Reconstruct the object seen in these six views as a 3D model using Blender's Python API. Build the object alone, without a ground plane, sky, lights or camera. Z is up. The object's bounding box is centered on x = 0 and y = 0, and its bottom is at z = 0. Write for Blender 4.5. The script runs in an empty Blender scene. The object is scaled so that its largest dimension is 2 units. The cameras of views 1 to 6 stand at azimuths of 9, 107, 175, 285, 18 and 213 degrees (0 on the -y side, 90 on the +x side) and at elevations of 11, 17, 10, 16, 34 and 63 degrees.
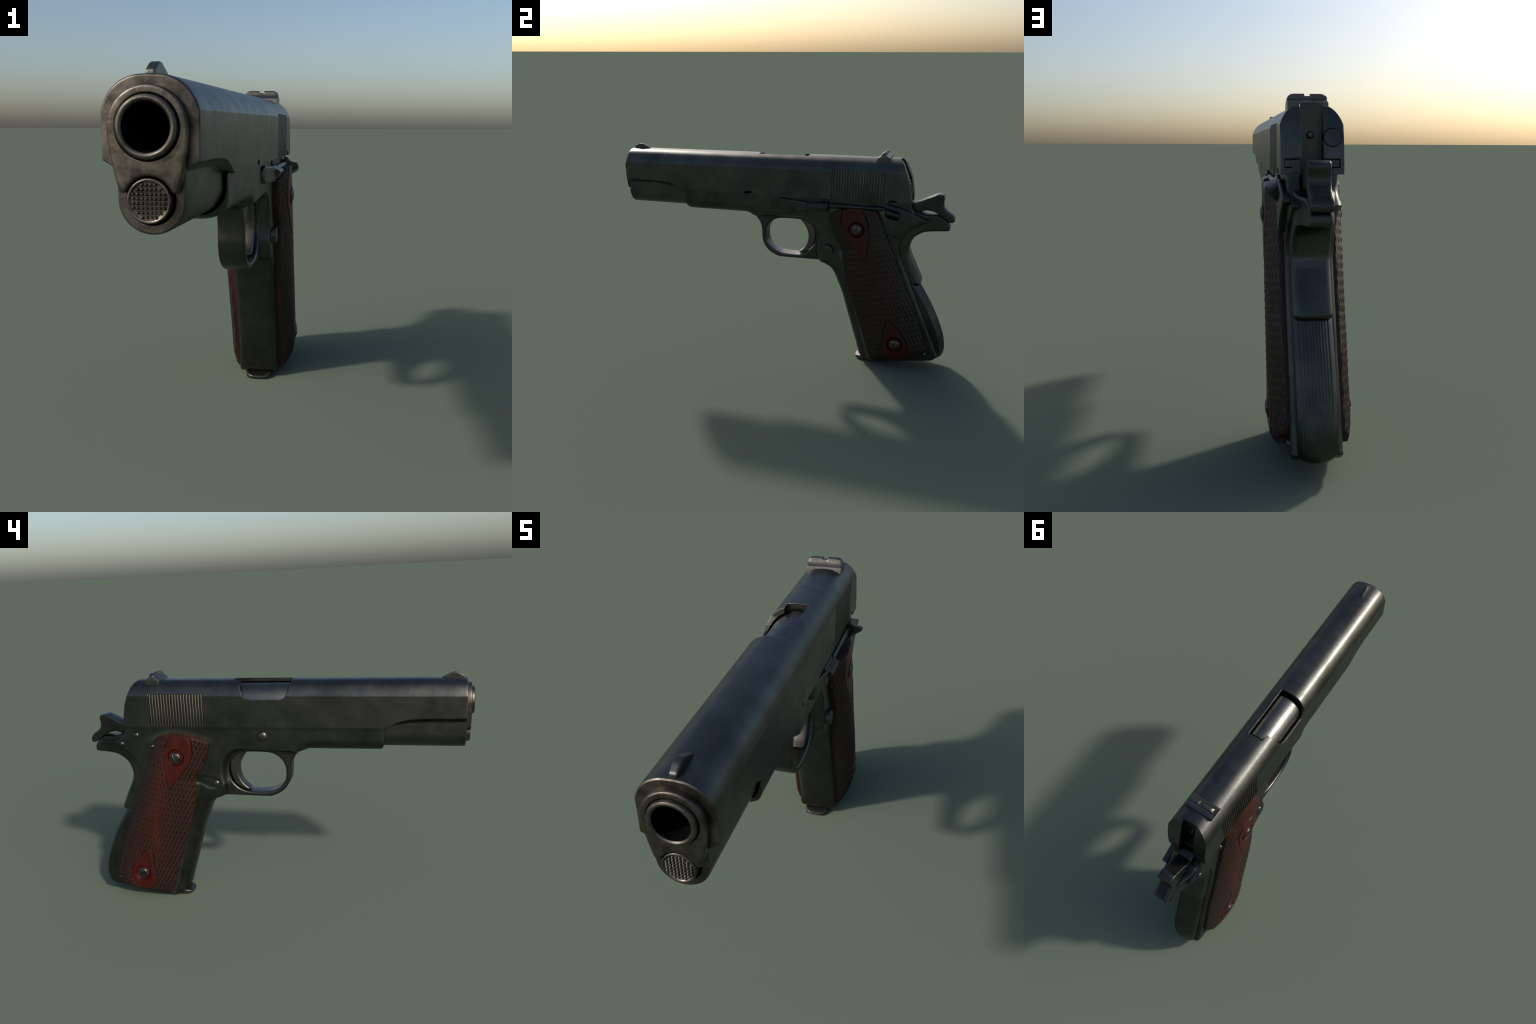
import bpy, bmesh, math, random
import numpy as np
from mathutils import Vector, Matrix
from mathutils.geometry import delaunay_2d_cdt

random.seed(7)
# checkering lattice of the grips: axis down the handle, axis across, diamond size
AX = np.array([.225, -1.0]); AX /= np.hypot(*AX)
BX = np.array([-AX[1], AX[0]])
PW, PH = .0198, .062
# ---------------------------------------------------------------------------
# materials
# ---------------------------------------------------------------------------
def new_mat(name):
    m = bpy.data.materials.new(name)
    m.use_nodes = True
    nt = m.node_tree
    b = nt.nodes['Principled BSDF']
    return m, nt, b

def nd(nt, t, **kw):
    n = nt.nodes.new(t)
    for k, v in kw.items():
        setattr(n, k, v)
    return n

def ramp(nt, fac, stops):
    r = nd(nt, 'ShaderNodeValToRGB')
    e = r.color_ramp.elements
    while len(e) > 1:
        e.remove(e[-1])
    e[0].position = stops[0][0]; e[0].color = stops[0][1]
    for p, c in stops[1:]:
        x = e.new(p); x.color = c
    nt.links.new(fac, r.inputs[0])
    return r

def g(v):
    return (v, v, v, 1)

def noise(nt, vec, scale, detail=4.0, rough=0.6):
    n = nd(nt, 'ShaderNodeTexNoise')
    n.inputs['Scale'].default_value = scale
    n.inputs['Detail'].default_value = detail
    n.inputs['Roughness'].default_value = rough
    nt.links.new(vec, n.inputs['Vector'])
    return n

def mixc(nt, fac, a, b):
    m = nd(nt, 'ShaderNodeMix', data_type='RGBA')
    if isinstance(fac, float):
        m.inputs[0].default_value = fac
    else:
        nt.links.new(fac, m.inputs[0])
    for s, v in ((m.inputs[6], a), (m.inputs[7], b)):
        if isinstance(v, tuple):
            s.default_value = v
        else:
            nt.links.new(v, s)
    return m.outputs[2]

def mapped(nt, scale=(1, 1, 1)):
    tc = nd(nt, 'ShaderNodeTexCoord')
    mp = nd(nt, 'ShaderNodeMapping')
    mp.inputs['Scale'].default_value = scale
    nt.links.new(tc.outputs['Object'], mp.inputs['Vector'])
    return mp.outputs['Vector']

def steel(name, dark, light, worn, rough=(0.30, 0.46), wear=0.6, bevel=0.004, bump=0.03, metallic=1.0, stretch=(1, 1, 1), blotch=6.0, rim=False):
    """Blued / bare gun steel: blotchy colour, rubbed edges, fine grain."""
    m, nt, b = new_mat(name)
    vec = mapped(nt, stretch)
    n1 = noise(nt, vec, blotch, 6, .62)
    base = ramp(nt, n1.outputs['Fac'], [(.34, dark + (1,)), (.68, light + (1,))]).outputs[0]
    # rubbed edges: where the rounded normal leaves the true one, broken by grain
    bev = nd(nt, 'ShaderNodeBevel', samples=6)
    bev.inputs['Radius'].default_value = bevel
    geo = nd(nt, 'ShaderNodeNewGeometry')
    dot = nd(nt, 'ShaderNodeVectorMath', operation='DOT_PRODUCT')
    nt.links.new(bev.outputs[0], dot.inputs[0]); nt.links.new(geo.outputs['Normal'], dot.inputs[1])
    edge = ramp(nt, dot.outputs['Value'], [(.80, g(1)), (.985, g(0))]).outputs[0]
    n2 = noise(nt, vec, 30.0, 5, .7)
    n3_ = n2
    brk = ramp(nt, n2.outputs['Fac'], [(.40, g(0)), (.66, g(1))]).outputs[0]
    mul = nd(nt, 'ShaderNodeMath', operation='MULTIPLY')
    nt.links.new(edge, mul.inputs[0]); nt.links.new(brk, mul.inputs[1])
    mul2 = nd(nt, 'ShaderNodeMath', operation='MULTIPLY')
    nt.links.new(mul.outputs[0], mul2.inputs[0]); mul2.inputs[1].default_value = wear
    col = mixc(nt, mul2.outputs[0], base, worn + (1,))
    if rim:
        # metal rubbed pale along the front edge and round the top of the grips
        tc2 = nd(nt, 'ShaderNodeTexCoord')
        sep = nd(nt, 'ShaderNodeSeparateXYZ'); nt.links.new(tc2.outputs['Object'], sep.inputs[0])
        def mth(op, a, c):
            n = nd(nt, 'ShaderNodeMath', operation=op)
            for sck, v in ((n.inputs[0], a), (n.inputs[1], c)):
                if isinstance(v, (int, float)):
                    sck.default_value = v
                else:
                    nt.links.new(v, sck)
            return n.outputs[0]
        Y, Z = sep.outputs[1], sep.outputs[2]
        # straight front edge of the grip
        d1 = mth('ABSOLUTE', mth('ADD', mth('SUBTRACT', Y, .584), mth('MULTIPLY', Z, .2976)), 0)
        m1 = mth('MULTIPLY', ramp(nt, d1, [(.006, g(.9)), (.022, g(0))]).outputs[0], mth('LESS_THAN', Z, .68))
        # top arc of the grip
        yy = mth('SUBTRACT', Y, .476); zz = mth('SUBTRACT', Z, .629)
        rr_ = mth('SQRT', mth('ADD', mth('MULTIPLY', yy, yy), mth('MULTIPLY', zz, zz)), 0)
        d2 = mth('ABSOLUTE', mth('SUBTRACT', rr_, .3155), 0)
        m2 = mth('MULTIPLY', ramp(nt, d2, [(.006, g(.8)), (.026, g(0))]).outputs[0], ramp(nt, Z, [(.885, g(0)), (.925, g(1))]).outputs[0])
        mm_ = mth('MULTIPLY', mth('MAXIMUM', m1, m2), ramp(nt, n3_.outputs['Fac'], [(.35, g(.35)), (.65, g(1))]).outputs[0])
        side = mth('GREATER_THAN', mth('ABSOLUTE', sep.outputs[0], 0), .07)
        col = mixc(nt, mth('MULTIPLY', mm_, side), col, (.24, .225, .195, 1))
    nt.links.new(col, b.inputs['Base Color'])
    n3 = noise(nt, vec, 14.0, 6, .7)
    rr = nd(nt, 'ShaderNodeMapRange')
    rr.inputs['From Min'].default_value = .3; rr.inputs['From Max'].default_value = .7
    rr.inputs['To Min'].default_value = rough[0]; rr.inputs['To Max'].default_value = rough[1]
    nt.links.new(n3.outputs['Fac'], rr.inputs['Value'])
    nt.links.new(rr.outputs[0], b.inputs['Roughness'])
    b.inputs['Metallic'].default_value = metallic
    n4 = noise(nt, vec, 60.0, 5, .6)
    bp = nd(nt, 'ShaderNodeBump')
    bp.inputs['Strength'].default_value = bump
    bp.inputs['Distance'].default_value = .02
    nt.links.new(n4.outputs['Fac'], bp.inputs['Height'])
    nt.links.new(bev.outputs[0], bp.inputs['Normal'])
    nt.links.new(bp.outputs[0], b.inputs['Normal'])
    return m

BLUED = steel('blued_steel', (.066, .068, .062), (.114, .112, .102), (.26, .23, .19), rough=(.31, .43))
FRAME_BASE = steel('parkerised_steel', (.048, .051, .045), (.094, .094, .084), (.22, .195, .165), rough=(.31, .44))
FRAME = steel('parkerised_frame_steel', (.048, .051, .045), (.094, .094, .084), (.22, .195, .165), rough=(.31, .44), rim=True)
MUZZLE = steel('worn_muzzle_steel', (.046, .042, .037), (.178, .157, .132), (.42, .38, .33), rough=(.34, .50), wear=.9, bump=.05, blotch=17.0)
BARE = steel('bare_bright_steel', (.095, .089, .080), (.165, .152, .135), (.34, .31, .27), rough=(.30, .44), wear=.6)
RIDGE = steel('rubbed_serration_steel', (.07, .064, .056), (.135, .117, .097), (.24, .21, .17), rough=(.38, .5), wear=.5, bevel=.002)
SCREW = steel('screw_steel', (.08, .08, .075), (.135, .13, .12), (.30, .27, .23), rough=(.26, .40), wear=.7)
BARREL = steel('barrel_hood_steel', (.095, .096, .094), (.145, .142, .136), (.30, .28, .25), rough=(.32, .42), wear=.3)

def wood(name, deep, mid, bright, rough, coat, lines=False):
    m, nt, b = new_mat(name)
    # grain runs down the leaning handle
    tc = nd(nt, 'ShaderNodeTexCoord')
    mp = nd(nt, 'ShaderNodeMapping')
    mp.inputs['Rotation'].default_value = (math.radians(-18), 0, 0)
    mp.inputs['Scale'].default_value = (1, 1, .16)
    nt.links.new(tc.outputs['Object'], mp.inputs['Vector'])
    v = mp.outputs['Vector']
    n1 = noise(nt, v, 9.0, 6, .62)
    n1.inputs['Distortion'].default_value = .6
    c1 = ramp(nt, n1.outputs['Fac'], [(.30, deep + (1,)), (.52, mid + (1,)), (.74, bright + (1,))]).outputs[0]
    n2 = noise(nt, v, 90.0, 4, .7)
    c2 = ramp(nt, n2.outputs['Fac'], [(.36, g(.45)), (.6, g(1))]).outputs[0]
    mm = nd(nt, 'ShaderNodeMix', data_type='RGBA', blend_type='MULTIPLY')
    mm.inputs[0].default_value = .55
    nt.links.new(c1, mm.inputs[6]); nt.links.new(c2, mm.inputs[7])
    col = mm.outputs[2]
    if lines:
        # pale, rubbed cut lines of the checkering (same lattice as the mesh)
        cut = None; fam = []
        for sg in (1, -1):
            k = BX / PW + sg * AX / PH
            dp = nd(nt, 'ShaderNodeVectorMath', operation='DOT_PRODUCT')
            nt.links.new(tc.outputs['Object'], dp.inputs[0])
            dp.inputs[1].default_value = (0, k[0], k[1])
            ad = nd(nt, 'ShaderNodeMath', operation='SUBTRACT'); nt.links.new(dp.outputs['Value'], ad.inputs[0])
            ad.inputs[1].default_value = float(k @ np.array([.60, .49]))
            pp = nd(nt, 'ShaderNodeMath', operation='PINGPONG'); nt.links.new(ad.outputs[0], pp.inputs[0]); pp.inputs[1].default_value = .5
            fam.append(pp.outputs[0])
            if cut is None:
                cut = pp.outputs[0]
            else:
                mn = nd(nt, 'ShaderNodeMath', operation='MINIMUM'); nt.links.new(cut, mn.inputs[0]); nt.links.new(pp.outputs[0], mn.inputs[1]); cut = mn.outputs[0]
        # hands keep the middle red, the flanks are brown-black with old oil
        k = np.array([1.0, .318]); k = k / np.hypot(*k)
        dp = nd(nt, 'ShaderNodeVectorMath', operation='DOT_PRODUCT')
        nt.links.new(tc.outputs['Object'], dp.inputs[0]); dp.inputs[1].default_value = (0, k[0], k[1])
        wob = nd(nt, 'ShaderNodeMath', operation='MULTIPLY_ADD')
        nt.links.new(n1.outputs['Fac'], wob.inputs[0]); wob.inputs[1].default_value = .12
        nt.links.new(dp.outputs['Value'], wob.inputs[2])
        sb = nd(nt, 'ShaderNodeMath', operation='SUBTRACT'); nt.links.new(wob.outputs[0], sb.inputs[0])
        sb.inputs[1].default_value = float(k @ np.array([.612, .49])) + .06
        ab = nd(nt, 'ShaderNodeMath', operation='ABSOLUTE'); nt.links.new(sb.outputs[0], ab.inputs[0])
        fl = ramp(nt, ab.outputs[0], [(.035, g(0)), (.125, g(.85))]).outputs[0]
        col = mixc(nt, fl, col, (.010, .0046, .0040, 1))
        msk = ramp(nt, cut, [(.02, g(.8)), (.085, g(0))]).outputs[0]
        # sun glints on the diamond facets, painted as short dashes along one family
        da = ramp(nt, fam[1], [(.05, g(0)), (.10, g(.6)), (.16, g(.6)), (.22, g(0))]).outputs[0]
        db = ramp(nt, fam[0], [(.14, g(0)), (.24, g(1))]).outputs[0]
        ds = nd(nt, 'ShaderNodeMath', operation='MULTIPLY'); nt.links.new(da, ds.inputs[0]); nt.links.new(db, ds.inputs[1])
        col = mixc(nt, ds.outputs[0], col, (.046, .027, .022, 1))
        col = mixc(nt, msk, col, (.046, .019, .013, 1))
    nt.links.new(col, b.inputs['Base Color'])
    n3 = noise(nt, v, 20.0, 4, .6)
    rr = nd(nt, 'ShaderNodeMapRange')
    rr.inputs['To Min'].default_value = rough - .1; rr.inputs['To Max'].default_value = rough + .12
    nt.links.new(n3.outputs['Fac'], rr.inputs['Value'])
    nt.links.new(rr.outputs[0], b.inputs['Roughness'])
    b.inputs['Coat Weight'].default_value = coat
    b.inputs['Specular IOR Level'].default_value = .32
    b.inputs['Coat Roughness'].default_value = .3
    bp = nd(nt, 'ShaderNodeBump')
    bp.inputs['Strength'].default_value = .08; bp.inputs['Distance'].default_value = .02
    nt.links.new(n2.outputs['Fac'], bp.inputs['Height'])
    nt.links.new(bp.outputs[0], b.inputs['Normal'])
    return m

WOOD_CHECK = wood('checkered_red_wood', (.010, .0042, .0034), (.030, .0053, .0036), (.076, .0068, .0034), .36, 0, lines=True)
WOOD_SMOOTH = wood('polished_red_wood', (.026, .0036, .0023), (.064, .0060, .0030), (.105, .0095, .0042), .42, 0)  # base darkened toward how the kites look on the unlit left side
WOOD_EDGE = wood('cut_edge_wood', (.018, .0075, .005), (.046, .0145, .0085), (.082, .027, .014), .5, 0)

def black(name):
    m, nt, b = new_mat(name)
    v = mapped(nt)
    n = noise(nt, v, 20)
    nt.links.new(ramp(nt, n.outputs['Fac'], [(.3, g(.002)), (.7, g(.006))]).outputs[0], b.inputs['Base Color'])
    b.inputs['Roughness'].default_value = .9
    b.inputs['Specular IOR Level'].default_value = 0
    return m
BORE = black('bore_painted_dark')  # near-black base colour bakes in the shadow of deep holes

# ---------------------------------------------------------------------------
# object helpers
# ---------------------------------------------------------------------------
COL = bpy.context.scene.collection

def make(name, verts, faces, mats, parent=None, angle=35, midx=None, weld=1e-5):
    me = bpy.data.meshes.new(name)
    me.from_pydata([tuple(map(float, v)) for v in verts], [], [tuple(map(int, f)) for f in faces])
    if not isinstance(mats, (list, tuple)):
        mats = [mats]
    for m in mats:
        me.materials.append(m)
    if midx is not None:
        me.polygons.foreach_set('material_index', [int(i) for i in midx])
    bm = bmesh.new(); bm.from_mesh(me)
    if weld:
        bmesh.ops.remove_doubles(bm, verts=bm.verts, dist=weld)
    bmesh.ops.dissolve_degenerate(bm, edges=bm.edges, dist=1e-6)
    bmesh.ops.recalc_face_normals(bm, faces=bm.faces)
    bm.to_mesh(me); bm.free()
    o = bpy.data.objects.new(name, me)
    COL.objects.link(o)
    if parent:
        o.parent = parent
    finish(o, angle)
    return o

def finish(o, angle=35):
    me = o.data
    me.shade_smooth()
    me.set_sharp_from_angle(angle=math.radians(angle))
    me.update()

def join(objs, angle=35):
    """merge several meshes (all at the origin) into the first one"""
    base = objs[0]
    bm = bmesh.new()
    mats = []
    for o in objs:
        tmp = bmesh.new(); tmp.from_mesh(o.data)
        for m in o.data.materials:
            if m not in mats:
                mats.append(m)
        rem = [mats.index(m) for m in o.data.materials]
        for f in tmp.faces:
            f.material_index = rem[f.material_index] if rem else 0
        me = bpy.data.meshes.new('t'); tmp.to_mesh(me); tmp.free()
        bm.from_mesh(me); bpy.data.meshes.remove(me)
    base.data.materials.clear()
    for m in mats:
        base.data.materials.append(m)
    bm.to_mesh(base.data); bm.free()
    for o in objs[1:]:
        me = o.data
        bpy.data.objects.remove(o); bpy.data.meshes.remove(me)
    finish(base, angle)
    return base

def boolean(o, cutters, op='DIFFERENCE', angle=35):
    for c in cutters:
        md = o.modifiers.new('b', 'BOOLEAN')
        md.operation = op; md.solver = 'EXACT'; md.object = c
        md.material_mode = 'TRANSFER'
    dg = bpy.context.evaluated_depsgraph_get()
    dg.update()
    ev = o.evaluated_get(dg)
    me = bpy.data.meshes.new_from_object(ev, depsgraph=dg)
    o.modifiers.clear()
    old = o.data; nm = old.name
    o.data = me
    bpy.data.meshes.remove(old); me.name = nm
    for c in cutters:
        m = c.data
        bpy.data.objects.remove(c); bpy.data.meshes.remove(m)
    finish(o, angle)
    return o

def prism_x(name, outline, x0, x1, mat, parent=None, angle=35):
    """outline in (y,z), extruded along x"""
    n = len(outline)
    v = [(x0, y, z) for y, z in outline] + [(x1, y, z) for y, z in outline]
    f = [list(range(n)), list(range(n, 2 * n))] + [[i, (i + 1) % n, n + (i + 1) % n, n + i] for i in range(n)]
    return make(name, v, f, mat, parent, angle)

def prism_y(name, outline, y0, y1, mat, parent=None, angle=35):
    """outline in (x,z), extruded along y"""
    n = len(outline)
    v = [(x, y0, z) for x, z in outline] + [(x, y1, z) for x, z in outline]
    f = [list(range(n)), list(range(n, 2 * n))] + [[i, (i + 1) % n, n + (i + 1) % n, n + i] for i in range(n)]
    return make(name, v, f, mat, parent, angle)

def box(name, x0, x1, y0, y1, z0, z1, mat, parent=None):
    return prism_x(name, [(y0, z0), (y1, z0), (y1, z1), (y0, z1)], x0, x1, mat, parent)

def revolve(name, prof, axis, center, mat, parent=None, seg=48, angle=35, midx=None):
    """prof: list of (radius, along); closed into a loop if it ends off the axis"""
    v = []; f = []
    n = len(prof)
    for i in range(seg):
        a = 2 * math.pi * i / seg
        for r, t in prof:
            if axis == 'y':
                v.append((center[0] + r * math.cos(a), t, center[1] + r * math.sin(a)))
            else:
                v.append((t, center[0] + r * math.cos(a), center[1] + r * math.sin(a)))
    mi = []
    for i in range(seg):
        j = (i + 1) % seg
        for k in range(n - 1):
            f.append([i * n + k, i * n + k + 1, j * n + k + 1, j * n + k])
            mi.append(midx[k] if midx else 0)
    return make(name, v, f, mat, parent, angle, midx=mi)

def loft(name, sections, mat, parent=None, angle=35, cap=True):
    n = len(sections[0]); v = [p for s in sections for p in s]; f = []
    for i in range(len(sections) - 1):
        for k in range(n):
            f.append([i * n + k, i * n + (k + 1) % n, (i + 1) * n + (k + 1) % n, (i + 1) * n + k])
    if cap:
        f.append(list(range(n)))
        f.append([(len(sections) - 1) * n + k for k in range(n)])
    return make(name, v, f, mat, parent, angle)

def spline(pts, n=6, closed=False):
    """Catmull-Rom through the points"""
    P = [np.array(p, float) for p in pts]; m = len(P); out = []
    rng = range(m) if closed else range(m - 1)
    for i in rng:
        p1 = P[i]; p2 = P[(i + 1) % m]
        p0 = P[i - 1] if (closed or i > 0) else 2 * p1 - p2
        p3 = P[(i + 2) % m] if (closed or i + 2 < m) else 2 * p2 - p1
        for k in range(n):
            t = k / n
            out.append(tuple(.5 * (2 * p1 + (p2 - p0) * t + (2 * p0 - 5 * p1 + 4 * p2 - p3) * t * t + (3 * p1 - p0 - 3 * p2 + p3) * t ** 3)))
    if not closed:
        out.append(tuple(P[-1]))
    return out

def interp(x, xs, ys):
    return np.interp(x, xs, ys)

def smoothstep(t):
    t = np.clip(t, 0, 1)
    return t * t * (3 - 2 * t)

# --- 2D distance field --------------------------------------------------------
def seg_dist(P, loops, closed=True):
    """distance of each point to the polylines and the nearest point on them"""
    best = np.full(len(P), 1e9); near = np.zeros((len(P), 2))
    for lp in loops:
        A = np.array(lp, float)
        B = np.roll(A, -1, 0) if closed else A[1:]
        if not closed:
            A = A[:-1]
        for a, b in zip(A, B):
            d = b - a; L = d @ d
            if L < 1e-16:
                continue
            t = np.clip(((P - a) @ d) / L, 0, 1)
            q = a + t[:, None] * d
            dd = np.hypot(*(P - q).T)
            k = dd < best
            best[k] = dd[k]; near[k] = q[k]
    return best, near

def inside(P, loops):
    c = np.zeros(len(P), int)
    for lp in loops:
        A = np.array(lp, float); B = np.roll(A, -1, 0)
        for a, b in zip(A, B):
            k = (a[1] > P[:, 1]) != (b[1] > P[:, 1])
            with np.errstate(divide='ignore', invalid='ignore'):
                x = (b[0] - a[0]) * (P[:, 1] - a[1]) / (b[1] - a[1]) + a[0]
            c += (k & (P[:, 0] < x)).astype(int)
    return c % 2 == 1

def sdf(P, loops):
    d, near = seg_dist(P, loops)
    return np.where(inside(P, loops), d, -d), near

def resample(lp, h):
    out = []
    n = len(lp)
    for i in range(n):
        a = np.array(lp[i], float); b = np.array(lp[(i + 1) % n], float)
        L = np.hypot(*(b - a))
        if L < 1e-7:
            continue
        k = max(1, int(math.ceil(L / h)))
        for j in range(k):
            out.append(tuple(a + (b - a) * j / k))
    return out

def plate(name, outline, holes, top, bot, mat, parent=None, r=.01, rx=None, h=.01, grid=.02,
          round_top=True, round_bot=True, creases=(), angle=35, extra=None, matfun=None):
    """A part given by its side outline in (y,z).  top/bot: x of its two faces,
    constants or functions of (y,z); the rim is rounded: r is how far in the
    rounding starts, rx how far it pulls the face in at the rim (functions of
    the rim position allowed).  creases: extra polylines kept as mesh edges."""
    loops = [resample(outline, h)] + [resample(q, h) for q in holes]
    tf = top if callable(top) else (lambda y, z: np.full(len(y), float(top)))
    bf = bot if callable(bot) else (lambda y, z: np.full(len(y), float(bot)))
    rf = r if callable(r) else (lambda y, z: np.full(len(y), float(r)))
    rxf = rx if callable(rx) else ((lambda y, z: np.full(len(y), float(rx))) if rx is not None else rf)
    pts = []; edges = []
    for lp in loops:
        s = len(pts); pts += list(lp)
        edges += [(s + i, s + (i + 1) % len(lp)) for i in range(len(lp))]
    nb = len(pts)
    for cr in creases:
        c2 = []
        for a, b in zip(cr[:-1], cr[1:]):
            L = math.dist(a, b); k = max(1, int(L / h))
            c2 += [tuple(np.array(a) + (np.array(b) - np.array(a)) * j / k) for j in range(k)]
        c2.append(tuple(cr[-1]))
        s = len(pts); pts += c2
        edges += [(s + i, s + i + 1) for i in range(len(c2) - 1)]
    # rings parallel to the rim
    ring = []
    for li, lp in enumerate(loops):
        A = np.array(lp)
        T = np.roll(A, -1, 0) - np.roll(A, 1, 0)
        N = np.stack([-T[:, 1], T[:, 0]], 1); N /= np.maximum(1e-9, np.hypot(*N.T))[:, None]
        rr = rf(A[:, 0], A[:, 1])
        for fct in (.08, .28, .6, 1.0):
            for sg in (1, -1):
                Q = A + sg * N * (rr * fct)[:, None]
                d, _ = sdf(Q, loops)
                ok = np.abs(d - rr * fct) < .06 * rr * fct + 1e-5
                ring += [tuple(q) for q in Q[ok]]
    A = np.array(loops[0])
    gy = np.arange(A[:, 0].min(), A[:, 0].max(), grid); gz = np.arange(A[:, 1].min(), A[:, 1].max(), grid)
    G = np.array([(y + (grid / 2 if k % 2 else 0), z) for k, z in enumerate(gz) for y in gy])
    if extra is not None:
        G = np.concatenate([G, np.array(extra)]) if grid < 1 else np.array(extra)
    d, near = sdf(G, loops)
    rr = rf(near[:, 0], near[:, 1])
    G = G[d > np.maximum(rr * 1.02, .25 * h)]
    pts += ring + [tuple(q) for q in G]
    V2, E2, F2, _, _, _ = delaunay_2d_cdt([Vector(p) for p in pts], edges, [], 0, 2e-4)
    P = np.array([tuple(v) for v in V2]); F = np.array([tuple(f) for f in F2 if len(f) == 3])
    cen = P[F].mean(1)
    F = F[inside(cen, loops)]
    d, near = sdf(P, loops)
    d = np.maximum(d, 0)
    d[d < 3e-4] = 0
    rr = rf(near[:, 0], near[:, 1]); rxx = rxf(near[:, 0], near[:, 1])
    t = np.clip(d / np.maximum(rr, 1e-6), 0, 1)
    drop = rxx * (1 - np.sqrt(np.clip(1 - (1 - t) ** 2, 0, 1)))
    xt = tf(P[:, 0], P[:, 1]); xb = bf(P[:, 0], P[:, 1])
    if round_top:
        xt = xt - drop
    if round_bot:
        xb = xb + drop
    mid = (xt + xb) / 2
    bad = xt < xb
    xt = np.where(bad, mid, xt); xb = np.where(bad, mid, xb)
    n = len(P)
    verts = [(xt[i], P[i, 0], P[i, 1]) for i in range(n)] + [(xb[i], P[i, 0], P[i, 1]) for i in range(n)]
    faces = [tuple(f) for f in F] + [(f[0] + n, f[2] + n, f[1] + n) for f in F]
    cnt = {}
    for f in F:
        for a, b in ((f[0], f[1]), (f[1], f[2]), (f[2], f[0])):
            k = (min(a, b), max(a, b)); cnt[k] = cnt.get(k, 0) + 1
    wall = [k for k, c in cnt.items() if c == 1]
    faces += [(a, b, b + n, a + n) for a, b in wall]
    mi = None
    if matfun:
        c = P[F].mean(1)
        m1 = list(matfun(c[:, 0], c[:, 1]))
        mi = m1 + m1 + [matfun.wall] * len(wall)
    return make(name, verts, faces, mat, parent, angle, midx=mi, weld=2e-5)

# ---------------------------------------------------------------------------
# root
# ---------------------------------------------------------------------------
root = bpy.data.objects.new('pistol', None)
COL.objects.link(root)
root['label'] = 'dark blued steel pistol with checkered red wooden grips'
root['category'] = 'pistol'

# ---------------------------------------------------------------------------
# SLIDE
# ---------------------------------------------------------------------------
SY0, SY1 = -.966, .762               # front face, rear lower corner
HW = .1065                           # half width
ARC = [(HW, 0.0), (.0985, .0195), (.0855, .0395), (.070, .0545), (.050, .0650), (.030, .0705), (0, .0725)]

def slide_top(y):
    """height of the crease between flat side and rounded top"""
    return 1.1405 + .0065 * y

def shelf(y):
    """lower edge of the flat side: sweeps up ahead of the frame"""
    return float(interp(y, [-1, -.80, -.756, -.70, -.667, -.639, -.615, -.595, -.58, 1], [1.0295, 1.0295, 1.028, 1.0235, 1.0155, 1.004, .993, .984, .981, .981]))

def rear_y(z):
    return float(interp(z, [.97, .98, 1.04, 1.10, 1.149, 1.187, 1.203, 1.2145], [.764, .763, .757, .745, .7265, .711, .701, .689]))

arc_half = spline(ARC, 4)
def slide_section(y):
    e = slide_top(y); b = shelf(y)
    drop = min(1.0, max(0.0, (b - .981) / .04))
    # right half from the top centre down to the bottom centre, then mirrored
    R = [(x, e + dz) for x, dz in arc_half[::-1]]
    R += [(HW, e + (b - e) * k / 8) for k in range(1, 9)]
    R += [(HW - .021, b - .012 * drop), (.060, b - .035 * drop)]
    return R + [(-x, z) for x, z in R[:0:-1]]

ys = [SY0, -.9625, -.955, -.9, -.85, -.80, -.775, -.756, -.735, -.715, -.70, -.685, -.667, -.652, -.639, -.627, -.615, -.605, -.595, -.587, -.58, -.5, -.3, 0, .3, .55, .66]
secs = []
for y in ys:
    k = {SY0: .0035, -.9625: .0008}.get(y, 0.0)
    c = 1.07
    secs.append([(x * (1 - k / .11), y, c + (z - c) * (1 - k / .12)) for x, z in slide_section(y)])
# rear part: every rail of the section ends on the curved rear face
for t in (.25, .5, .75, 1.0):
    secs.append([(x, .66 + (rear_y(z) - .66) * t, z + (0 if t == 0 else .0065 * (rear_y(z) - .66) * t)) for x, z in slide_section(.66)])
slide = loft('slide', secs, [BLUED, MUZZLE, FRAME], root, 14, cap=False)
# close both ends with level strips so that the rear keeps its curve
bm = bmesh.new()
half = len(arc_half) + 10
nn_ = len(secs[0])
rows = [[bm.verts.new(p) for p in sc] for sc in secs]
for r0, r1 in zip(rows[:-1], rows[1:]):
    for k in range(nn_):
        bm.faces.new([r0[k], r0[(k + 1) % nn_], r1[(k + 1) % nn_], r1[k]])
for rw in (rows[0], rows[-1]):
    for k in range(half - 1):
        m0, m1 = rw[(nn_ - k) % nn_], rw[nn_ - k - 1]
        q = [rw[k], rw[k + 1], m1, m0] if k else [rw[0], rw[1], m1]
        bm.faces.new(q)
bmesh.ops.recalc_face_normals(bm, faces=bm.faces)
bm.to_mesh(slide.data); bm.free()

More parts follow.
